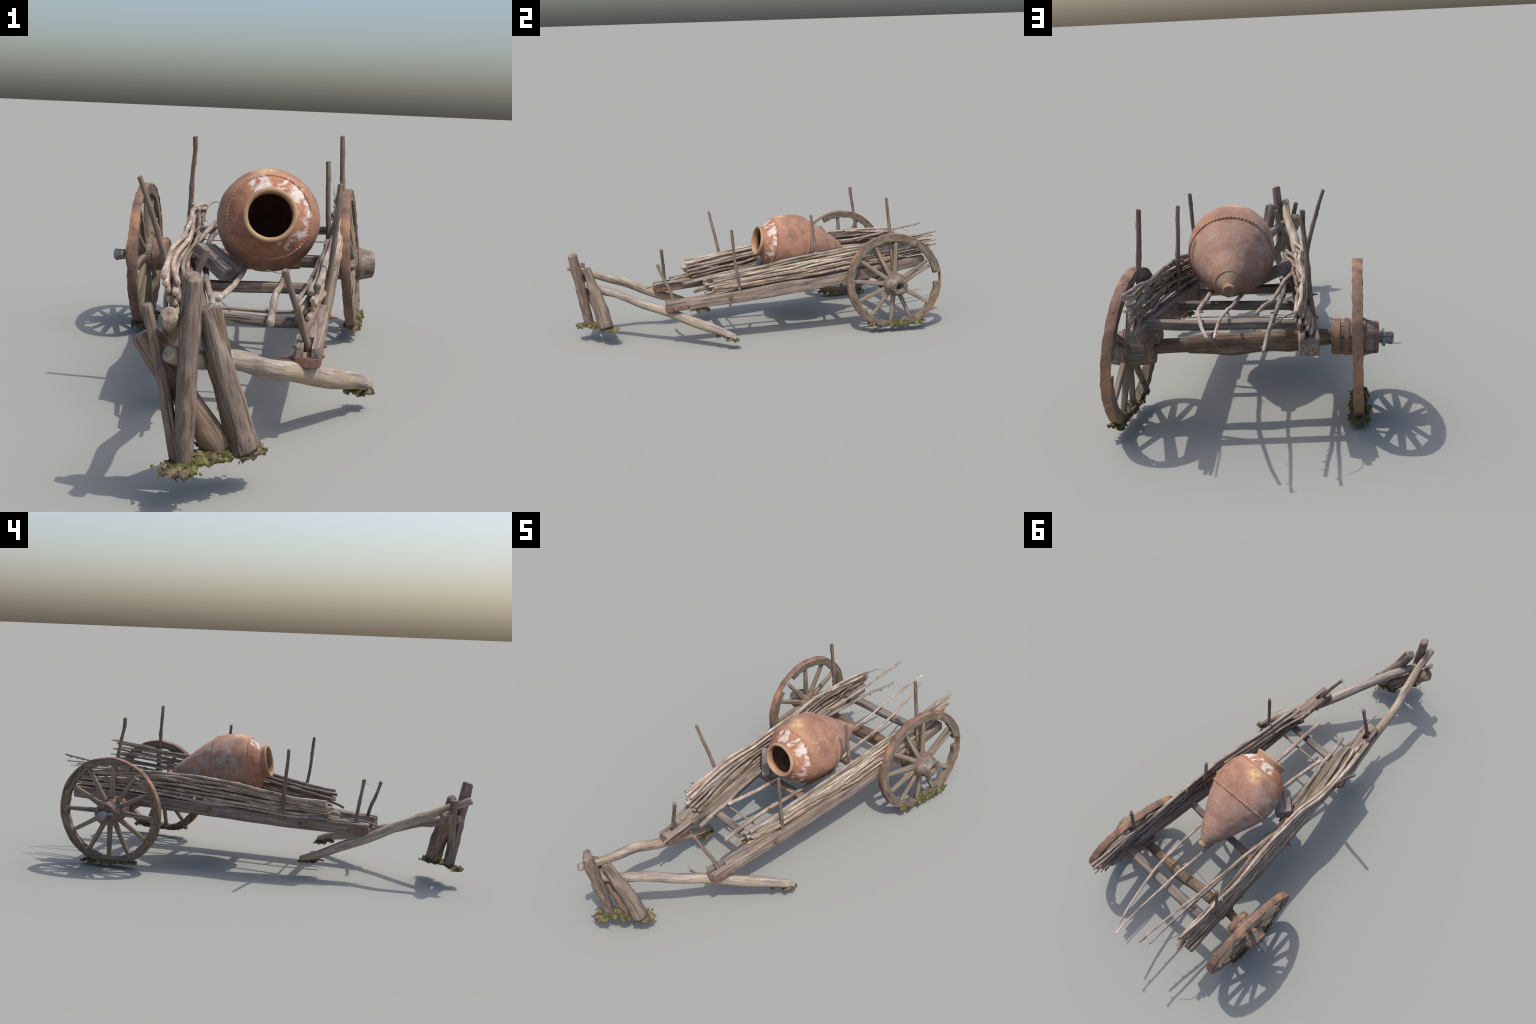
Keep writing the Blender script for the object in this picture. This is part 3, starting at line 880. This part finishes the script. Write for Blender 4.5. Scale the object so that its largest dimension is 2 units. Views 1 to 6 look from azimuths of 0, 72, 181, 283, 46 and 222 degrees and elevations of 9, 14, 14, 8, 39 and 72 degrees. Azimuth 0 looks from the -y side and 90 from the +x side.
    b_l = [(-0.076, -0.058, 0.0545, 0.0548), (-0.044, -0.030, 0.0555, 0.0560), (0.010, 0.022, 0.0585, 0.0570), (0.052, 0.063, 0.0492, 0.0468)]
    wheel(cart, hub_o=(-0.342, 0.5955, 0.2525), hub_ax=(-0.996, 0.040, -0.050), out=-1, spokes=s_l, felloes=f_l,
          plates=((19, 0.225, 0.020, 0.020, -1), (-39, 0.221, 0.024, 0.012, -1), (143, 0.214, 0.020, 0.012, -1), (-148, 0.222, 0.014, 0.010, -1)),
          hub_prof=hp_l, bands=b_l, seed=9, nave_hole=False, **PLh)
    # axle end and linch pin on the left
    pole("axle_end", [(-0.385, 0.597, 0.2505), (-0.420, 0.599, 0.248), (-0.447, 0.601, 0.2455)], [0.0175, 0.0175, 0.0205], "axle_end", cart, seed=8, n=22, rough=0.05)
    vv, ff = box(V(-0.420, 0.597, 0.2475), (0.086, 0.011, 0.013), unit(V(0.05, 0.96, -0.22)), unit(V(-1, 0.05, 0)), unit(V(0.0, 0.22, 0.97)))
    solid("linch_pin", vv, ff, "axle_end", cart, frame((-0.42, 0.597, 0.247), (0.05, 0.96, -0.22)))

    # ---- moss where the wheels stood
    moss(cart, [((0.394 + 0.155 * y, 0.603 + y, 0.046 + 0.10 * max(0, abs(y) - 0.09)), (0.024, 0.022, 0.008)) for y in np.linspace(-0.12, 0.125, 12)], 3, 320, 0.0095, wave=0.016)
    moss(cart, [((-0.339 + 0.07 * y, 0.597 + y, 0.0245), (0.027, 0.024, 0.009)) for y in np.linspace(-0.11, 0.11, 11)], 4, 320, 0.0095, wave=0.016)
    return cart


# ---------------------------------------------------------------- shafts and log prop
def build_prop():
    prop = empty("log_prop", (-0.06, -0.90, 0.09))
    prop["label"] = "stack of cut logs and two shaft poles with moss at the feet"
    prop["category"] = "log support"
    pole("shaft", [(-0.111, -0.990, 0.391), (-0.113, -0.922, 0.363), (-0.120, -0.850, 0.331), (-0.131, -0.780, 0.301), (-0.146, -0.700, 0.267), (-0.150, -0.610, 0.220), (-0.151, -0.517, 0.178), (-0.155, -0.435, 0.144), (-0.164, -0.355, 0.109), (-0.166, -0.262, 0.076)],
         [0.0165, 0.0168, 0.0185, 0.0200, 0.0215, 0.0215, 0.0215, 0.0215, 0.0195, 0.015], "shaft", prop, seed=81, n=28, step=0.007, rough=0.09, wob=0.003, knots=4, grain=2.2, tilt=(0.1, 0.4), knot_amp=0.12)
    pole("shaft", [(-0.113, -0.946, 0.309), (-0.086, -0.909, 0.289), (-0.036, -0.835, 0.269), (0.010, -0.760, 0.248), (0.066, -0.665, 0.214), (0.122, -0.575, 0.182), (0.180, -0.490, 0.155), (0.240, -0.410, 0.124), (0.298, -0.328, 0.096), (0.349, -0.246, 0.062)],
         [0.0165, 0.0175, 0.0195, 0.0205, 0.0215, 0.0225, 0.0235, 0.0245, 0.0225, 0.0145], "shaft", prop, seed=82, n=28, step=0.007, rough=0.10, wob=0.004, knots=5, grain=2.2, tilt=(0.1, -0.4), knot_amp=0.12)
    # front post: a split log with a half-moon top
    pole("post_log", [(-0.070, -0.970, 0.460), (-0.076, -0.942, 0.300), (-0.082, -0.911, 0.090)], [0.0182, 0.0188, 0.0196], "log", prop, seed=83, n=30, step=0.007,
         rough=0.12, knots=9, wob=0.002, flat=(0.97, 1.26), tilt=(-0.15, 0), grain=1.8, knot_amp=0.12)
    # leaning logs
    pole("leaning_log", [(-0.050, -0.905, 0.388), (-0.023, -0.880, 0.290), (0.009, -0.850, 0.170), (0.029, -0.835, 0.092)], [0.0190, 0.0220, 0.0265, 0.0305], "log", prop, seed=84, n=30, step=0.007,
         rough=0.14, knots=10, wob=0.003, grain=1.8, tilt=(0.25, 0.1), knot_amp=0.12)
    pole("leaning_log", [(-0.166, -0.897, 0.330), (-0.092, -0.872, 0.215), (-0.020, -0.846, 0.092)], [0.0255, 0.0245, 0.0255], "log", prop, seed=85, n=30, step=0.007,
         rough=0.13, knots=8, wob=0.002, grain=1.8, tilt=(0.2, 0.1), knot_amp=0.12)
    timber("split_plank", [(-0.160, -0.918, 0.392), (-0.128, -0.917, 0.255), (-0.098, -0.915, 0.098)], [0.019, 0.022, 0.024], [0.031, 0.033, 0.034], "log", prop, seed=86, up=(0, 1, 0), round_=0.35)
    # a split sliver riding on the leaning log
    timber("split_plank", [(-0.030, -0.898, 0.388), (-0.008, -0.876, 0.300), (0.014, -0.854, 0.210)], [0.022, 0.018, 0.010], [0.014, 0.014, 0.008], "log", prop, seed=87, up=(0, 1, 0), round_=0.3)
    spots = [((-0.090, -0.945, 0.086), (0.040, 0.035, 0.009)), ((-0.070, -0.905, 0.090), (0.040, 0.03, 0.008)), ((-0.030, -0.870, 0.090), (0.04, 0.04, 0.008)),
             ((0.030, -0.835, 0.088), (0.045, 0.035, 0.009)), ((-0.020, -0.835, 0.092), (0.04, 0.03, 0.008)), ((-0.100, -0.955, 0.080), (0.03, 0.025, 0.012)), ((0.055, -0.815, 0.086), (0.025, 0.025, 0.008))]
    moss(prop, spots, 6, 420, 0.0105)
    moss(prop, [((0.336, -0.262, 0.052), (0.022, 0.025, 0.010)), ((0.300, -0.315, 0.070), (0.022, 0.022, 0.008)), ((0.350, -0.245, 0.050), (0.012, 0.012, 0.010))], 7, 90, 0.009)
    moss(prop, [((-0.166, -0.275, 0.066), (0.018, 0.028, 0.010)), ((-0.158, -0.325, 0.078), (0.016, 0.030, 0.010)), ((-0.150, -0.30, 0.070), (0.02, 0.03, 0.010))], 8, 90, 0.009)
    return prop


# ---------------------------------------------------------------- jar
def build_jar():
    M, tip = V(0.076, -0.038, 0.477), V(0.067, 0.453, 0.377)
    ax = unit(tip - M)
    world = frame(M, ax)
    # local axes: Z to the tip, Y up, X to the cart's left
    x = unit(np.cross(ax, (0, 0, 1)))
    y = np.cross(x, -ax)
    y = y if y[2] > 0 else -y
    x = np.cross(y, ax)  # points to the cart's left, see clay_material
    world = Matrix(((x[0], y[0], ax[0], M[0]), (x[1], y[1], ax[1], M[1]), (x[2], y[2], ax[2], M[2]), (0, 0, 0, 1)))
    jar = bpy.data.objects.new("clay_jar", None)
    jar.empty_display_size = 0.05
    place(jar, None, Matrix.Translation(Vector((0.07, 0.15, 0.285))))
    jar["label"] = "large pointed terracotta wine jar lying on its side"
    jar["category"] = "jar"

    outer = [(0.020, 0.0705), (0.024, 0.0712), (0.029, 0.077), (0.038, 0.0885), (0.052, 0.1055), (0.070, 0.1200), (0.088, 0.1315), (0.110, 0.1415), (0.135, 0.1480), (0.160, 0.1520),
             (0.188, 0.1535), (0.212, 0.1515), (0.232, 0.1470), (0.250, 0.1415), (0.270, 0.1350), (0.300, 0.1225), (0.330, 0.1075), (0.362, 0.0920), (0.390, 0.0785), (0.418, 0.0655), (0.446, 0.0480), (0.465, 0.0350), (0.482, 0.0222), (0.486, 0.0205)]
    inner = [(0.470, 0.018), (0.440, 0.038), (0.390, 0.065), (0.330, 0.094), (0.270, 0.121), (0.188, 0.140), (0.110, 0.128), (0.070, 0.106), (0.040, 0.077), (0.026, 0.0635), (0.020, 0.0625)]
    prof = np.vstack([spline(outer, 110), spline([(0.488, 0.006), (0.472, 0.004)], 3), spline(inner, 60)])

    def lumps(Z, A, Rr):
        p = np.stack([np.cos(A) * Rr * 16, np.sin(A) * Rr * 16, Z * 16], -1)
        turn = 0.00015 * np.sin(Z * 330 + 1.5 * np.sin(A))
        return (0.0022 * fbm(p, 3, 3) + 0.0007 * fbm(p * 4, 5, 2) + turn) * np.clip(Rr / 0.05, 0, 1)
    vv, ff = lathe(prof, M, ax, n=180, disp=lumps, closed=True)
    solid("jar_body", vv, ff, "clay", jar, world, sharp=60)
    # rolled lip
    lip = spline([(0.022, 0.0700), (0.013, 0.0735), (0.006, 0.0768), (0.0005, 0.0772), (-0.0035, 0.0735), (-0.0035, 0.0675), (0.001, 0.0635), (0.012, 0.0622), (0.024, 0.0640), (0.026, 0.0665)], 44)
    vv, ff = lathe(lip, M, ax, n=140, closed=True, disp=lambda Z, A, Rr: 0.0012 * fbm(np.stack([np.cos(A) * 2.5, np.sin(A) * 2.5, Z * 30], -1), 8, 3))
    solid("jar_lip", vv, ff, "rim", jar, world, sharp=60)
    # knob at the tip
    kn = spline([(0.478, 0.0195), (0.485, 0.0205), (0.491, 0.0215), (0.498, 0.0225), (0.504, 0.0210), (0.506, 0.0165), (0.504, 0.0110), (0.5035, 0.004)], 34)
    vv, ff = lathe(kn, M, ax, n=60, disp=lambda Z, A, Rr: 0.0012 * fbm(np.stack([np.cos(A) * 3, np.sin(A) * 3, Z * 60], -1), 12, 3))
    solid("jar_knob", vv, ff, "clay", jar, world, sharp=60)
    # finger-pressed clay bands
    x2 = unit(np.cross((0, 0, 1), ax)); y2 = np.cross(ax, x2)
    for z0, r0, tube, teeth, slope, sd, slant in ((0.0705, 0.1215, 0.0042, 76, 0.70, 1, 0.5), (0.2335, 0.1475, 0.0058, 70, -0.27, 2, -0.7), (0.4465, 0.0475, 0.0032, 34, -0.68, 3, 0.4)):
        n = teeth * 8
        a = np.linspace(0, 2 * np.pi, n, endpoint=False)
        tn, sn = unit(V(1, slope))[[0, 1]], None
        b = np.linspace(0, 2 * np.pi, 12, endpoint=False)
        wav = 0.5 + 0.5 * np.cos(a[:, None] * teeth + slant * 2.2 * np.cos(b)[None, :])
        irr = 1 + 0.25 * fbm(np.stack([np.cos(a) * 6, np.sin(a) * 6, a * 0 + sd], -1), sd, 2)
        worn = np.clip(0.75 + 0.7 * fbm(np.stack([np.cos(a) * 2, np.sin(a) * 2, a * 0 + 7 * sd], -1), sd + 9, 2), 0.15, 1)
        rad = tube * irr[:, None] * (0.72 + 0.36 * wav ** 1.2 * worn[:, None])
        dz = rad * np.cos(b)[None, :] * 1.15
        dr_ = rad * np.sin(b)[None, :]
        zz = z0 + dz * tn[0] - dr_ * tn[1] + 0.0012 * np.sin(a * 2 + sd)[:, None]
        rr = r0 - 0.001 + dz * tn[1] + dr_ * tn[0]
        pts = M + zz[..., None] * ax + rr[..., None] * (np.cos(a)[:, None, None] * x2 + np.sin(a)[:, None, None] * y2)
        m_, n_ = n, 12
        F = [[i * 12 + j, i * 12 + (j + 1) % 12, ((i + 1) % n) * 12 + (j + 1) % 12, ((i + 1) % n) * 12 + j] for i in range(n) for j in range(12)]
        solid("clay_band", pts.reshape(-1, 3), F, "clay", jar, world, sharp=70)
    return jar


# ---------------------------------------------------------------- brushwood
def stick(parent, pts, r0, r1, seed, mat="stick", twigs=0, name="stick", wob=0.0035, budded=0.0):
    rng = np.random.default_rng(seed)
    pts = np.asarray(pts, float)
    r = np.linspace(r0, r1, len(pts))
    L = np.linalg.norm(np.diff(pts, axis=0), axis=1).sum()
    v, f = rod(pts, r, seed=seed, n=12, step=0.009, wob=wob, rough=0.10, knots=int(L * 8) + 1, tilt=(rng.uniform(-0.35, 0.35), 0.2), knot_amp=0.22, cham=0.14)
    B = Build()
    B.add(v, f)
    C = spline(np.c_[pts, r], 60)
    # stubs of side twigs, thicker set towards the thin end
    for _ in range(twigs + int(budded * 14)):
        i = int(rng.integers(8, 58)) if not budded else int(rng.integers(34, 59))
        t = unit(C[min(i + 1, 59), :3] - C[i - 1, :3])
        d = unit(t * rng.uniform(0.5, 1.4) + rng.normal(size=3))
        l = rng.uniform(0.008, 0.02)
        p = C[i, :3]
        B.add(*rod([p, p + d * l * 0.6, p + d * l + t * l * 0.3], [C[i, 3] * 0.62, C[i, 3] * 0.5, C[i, 3] * 0.3], seed=int(rng.integers(999)), n=7, step=0.004, rough=0.15))
    return B.done(name, mat, parent, world=axis_frame(pts), sharp=60)


def build_sticks():
    rng = np.random.default_rng(77)
    J = lambda s: rng.normal(size=3) * s
    right = empty("brushwood_side", (0.25, 0.2, 0.29))
    right["label"] = "layered wall of long weathered branches on the cart side"
    right["category"] = "branches"

    # right wall: rows of long rods stacked on the beam; bottom and top courses as control points
    bot = np.array([(0.178, -0.335, 0.252), (0.219, -0.200, 0.279), (0.240, -0.060, 0.297), (0.270, 0.081, 0.314), (0.298, 0.222, 0.330), (0.318, 0.400, 0.352), (0.328, 0.62, 0.372), (0.324, 0.84, 0.388)])
    top = np.array([(0.202, -0.343, 0.339), (0.217, -0.212, 0.351), (0.237, -0.083, 0.375), (0.258, 0.046, 0.398), (0.278, 0.177, 0.418), (0.296, 0.400, 0.444), (0.318, 0.62, 0.468), (0.338, 0.84, 0.490)])
    rows = 8
    for k in range(rows):
        t = k / (rows - 1)
        p = bot * (1 - t) + top * t
        p = p + np.array([J(0.0016) for _ in p])
        dy = rng.uniform(-0.018, 0.035) * (k < rows - 1)
        p[0] += (p[1] - p[0]) * (dy / 0.13)
        p[-1] += (p[-1] - p[-2]) * rng.uniform(-0.16, 0.10)
        stick(right, p, 0.0077 + rng.uniform(-0.0008, 0.0010), 0.0052, 300 + k, twigs=3)
    # second layer, lower down, ending before the wheel
    for k, (t, off, e) in enumerate(((0.02, 0.014, 8), (0.16, 0.015, 8), (0.30, 0.014, 7), (0.46, 0.014, 6), (0.62, 0.014, 6), (0.80, 0.013, 5),
                                     (0.0, 0.028, 7), (0.14, 0.028, 6), (0.26, 0.027, 6))):
        p = (bot * (1 - t) + top * t + V(-off, 0, 0))[:e]
        p = p + np.array([J(0.0025) for _ in p])
        p[0] += (p[1] - p[0]) * rng.uniform(0.0, 0.7)
        p[-1] += (p[-1] - p[-2]) * rng.uniform(-0.35, 0.02)
        stick(right, p, 0.0068, 0.0046, 330 + k, "twig" if k % 2 else "stick", twigs=2)
    # a few fine tops that spread out behind
    for k, t in enumerate((0.1, 0.3, 0.55, 0.9)):
        p = (bot * (1 - t) + top * t)[4:] + V(-0.006, 0, 0.006)
        p = p + np.array([J(0.005) for _ in p])
        p[-1] += V(rng.uniform(-0.01, 0.012), rng.uniform(-0.03, 0.02), rng.uniform(-0.006, 0.008))
        stick(right, p, 0.0045, 0.0026, 350 + k, "twig", twigs=4, wob=0.006)
    # rods that peep out lower at the front
    stick(right, [(0.150, -0.345, 0.247), (0.185, -0.25, 0.262), (0.215, -0.12, 0.282), (0.24, 0.02, 0.300)], 0.009, 0.007, 371, "twig")
    stick(right, [(0.176, -0.332, 0.240), (0.212, -0.215, 0.272), (0.236, -0.08, 0.292), (0.262, 0.06, 0.305), (0.29, 0.2, 0.322)], 0.0072, 0.006, 372)
    stick(right, [(0.148, -0.395, 0.268), (0.160, -0.355, 0.280), (0.196, -0.200, 0.302), (0.225, 0.0, 0.330)], 0.0066, 0.0056, 373, "twig", twigs=2)
    stick(right, [(0.181, -0.358, 0.322), (0.205, -0.21, 0.338), (0.228, -0.06, 0.365), (0.252, 0.1, 0.392)], 0.0082, 0.006, 374)
    stick(right, [(0.150, -0.352, 0.300), (0.19, -0.2, 0.325), (0.22, -0.03, 0.352), (0.25, 0.16, 0.385)], 0.0062, 0.005, 375)

    left = empty("brushwood_side", (-0.17, 0.2, 0.28))
    left["label"] = "layered wall of long weathered branches on the cart side"
    left["category"] = "branches"
    bot = np.array([(-0.156, -0.368, 0.270), (-0.180, -0.230, 0.277), (-0.193, -0.090, 0.285), (-0.195, 0.060, 0.298), (-0.197, 0.210, 0.310), (-0.200, 0.38, 0.324), (-0.202, 0.58, 0.336), (-0.195, 0.82, 0.340)])
    top = np.array([(-0.180, -0.380, 0.343), (-0.188, -0.239, 0.356), (-0.186, -0.096, 0.374), (-0.172, 0.051, 0.394), (-0.167, 0.199, 0.408), (-0.172, 0.347, 0.420), (-0.180, 0.52, 0.424), (-0.156, 0.82, 0.412)])
    rows = 7
    for k in range(rows):
        t = k / (rows - 1)
        p = bot * (1 - t) + top * t
        p = p + np.array([J(0.0026) for _ in p])
        p[0] += (p[1] - p[0]) * rng.uniform(-0.08, 0.16)
        p[-1] += (p[-1] - p[-2]) * rng.uniform(-0.12, 0.08)
        stick(left, p, 0.0078 + rng.uniform(-0.0008, 0.0010), 0.0054, 400 + k, twigs=3, wob=0.003)
    # second layer: the butts fan inwards at the front, lowest ones furthest in
    fan = ((-0.148, -0.368, 0.335), (-0.151, -0.393, 0.314), (-0.142, -0.372, 0.295), (-0.122, -0.378, 0.284), (-0.116, -0.373, 0.302), (-0.104, -0.367, 0.286), (-0.112, -0.350, 0.270))
    for k, (t, off) in enumerate(((0.92, 0.014), (0.66, 0.016), (0.42, 0.018), (0.20, 0.020), (0.55, 0.030), (0.28, 0.034), (0.04, 0.036))):
        p = bot * (1 - t) + top * t + V(off, 0, 0)
        p = p + np.array([J(0.0028) for _ in p])
        f = V(*fan[k])
        p[1] = 0.5 * p[1] + 0.5 * (f + V(-0.012, 0.14, 0.008))
        p[2] = 0.75 * p[2] + 0.25 * (f + V(-0.030, 0.28, 0.02))
        p[0] = f
        p[-1] += V(-off * 0.3, rng.uniform(-0.02, 0.05), 0)
        stick(left, p, 0.0078 + rng.uniform(-0.001, 0.0012), 0.0052, 430 + k, "twig" if k % 3 == 2 else "stick", twigs=3, wob=0.0035)
    for k in range(4):
        t = 0.1 + 0.25 * k
        p = (bot * (1 - t) + top * t)[4:] + V(0.010 + 0.018 * rng.uniform(), 0, 0)
        p = p + np.array([J(0.007) for _ in p])
        p[-1] += V(rng.uniform(-0.01, 0.02), rng.uniform(-0.05, 0.04), 0)
        stick(left, p, 0.0055, 0.0032, 450 + k, "twig", twigs=5, wob=0.009)
    stick(left, [(-0.148, 0.62, 0.36), (-0.150, 0.76, 0.39), (-0.125, 0.86, 0.412), (-0.085, 0.91, 0.405)], 0.003, 0.0012, 470, "twig", twigs=2)
    # lowest rods beside the beam, running forward to the peg
    stick(left, [(-0.098, -0.602, 0.238), (-0.0935, -0.545, 0.253), (-0.092, -0.490, 0.259), (-0.098, -0.440, 0.256), (-0.104, -0.386, 0.250), (-0.111, -0.271, 0.249), (-0.118, -0.156, 0.256), (-0.124, 0.0, 0.27)],
          0.0042, 0.0085, 471, wob=0.001)
    stick(left, [(-0.142, -0.440, 0.262), (-0.150, -0.36, 0.268), (-0.166, -0.22, 0.274), (-0.176, -0.05, 0.286)], 0.007, 0.006, 472)
    stick(left, [(-0.166, -0.462, 0.263), (-0.178, -0.35, 0.272), (-0.190, -0.22, 0.277), (-0.196, -0.02, 0.292), (-0.199, 0.2, 0.31)], 0.0066, 0.0056, 473)
    stick(left, [(-0.115, -0.385, 0.256), (-0.128, -0.26, 0.262), (-0.138, -0.10, 0.275), (-0.148, 0.10, 0.30)], 0.0068, 0.006, 474, "twig")

    floor = empty("floor_poles", (0.05, 0.3, 0.29))
    floor["label"] = "loose long tapering branches lying on the cart floor"
    floor["category"] = "branches"
    S = lambda p, a, b, sd, **k: stick(floor, p, a, b, sd, name="floor_pole", **k)
    S([(0.083, -0.386, 0.246), (0.090, -0.29, 0.262), (0.100, -0.142, 0.270), (0.128, 0.089, 0.286), (0.143, 0.30, 0.328), (0.150, 0.488, 0.350), (0.152, 0.609, 0.368), (0.139, 0.727, 0.380), (0.120, 0.842, 0.385), (0.095, 0.955, 0.390)], 0.0102, 0.0048, 501, twigs=1, wob=0.002, budded=0.5)
    S([(-0.052, -0.236, 0.272), (-0.028, -0.121, 0.278), (-0.007, -0.016, 0.284), (0.022, 0.20, 0.312), (0.042, 0.42, 0.338), (0.054, 0.536, 0.350), (0.064, 0.656, 0.372), (0.066, 0.769, 0.393), (0.071, 0.884, 0.403), (0.071, 0.998, 0.406)], 0.0090, 0.0036, 502, twigs=1, wob=0.002, budded=0.6)
    S([(-0.138, 0.16, 0.345), (-0.124, 0.30, 0.372), (-0.106, 0.425, 0.381), (-0.089, 0.559, 0.386), (-0.071, 0.694, 0.408), (-0.054, 0.826, 0.432), (-0.043, 0.957, 0.454)], 0.0088, 0.0045, 503, twigs=1, budded=0.6)
    S([(-0.118, 0.20, 0.325), (-0.105, 0.42, 0.345), (-0.091, 0.582, 0.350), (-0.079, 0.670, 0.354), (-0.072, 0.757, 0.350), (-0.065, 0.843, 0.342), (-0.056, 0.932, 0.336)], 0.0088, 0.0050, 504, twigs=2, budded=0.5)
    S([(-0.054, -0.405, 0.250), (-0.060, -0.317, 0.257), (-0.067, -0.233, 0.267), (-0.082, -0.149, 0.281), (-0.096, -0.02, 0.284), (-0.112, 0.12, 0.295)], 0.0102, 0.0080, 505, twigs=1)
    # grey squared block wedged beside the jar
    wedge = empty("wooden_block", (-0.08, 0.07, 0.28))
    wedge["label"] = "grey squared timber block wedged beside the jar"
    wedge["category"] = "wood block"
    timber("block", [(-0.030, 0.010, 0.296), (-0.070, 0.050, 0.325), (-0.112, 0.092, 0.352)], 0.078, 0.044, "block", wedge, seed=91, up=(0.45, -0.25, 0.85), round_=0.10, wear=0.003)
    pole("log_piece", [(-0.118, 0.060, 0.318), (-0.132, 0.110, 0.318), (-0.140, 0.165, 0.318)], [0.016, 0.018, 0.017], "shaft", wedge, seed=92, n=20)


make_materials()
build_cart()
build_prop()
build_jar()
build_sticks()
bpy.context.view_layer.update()
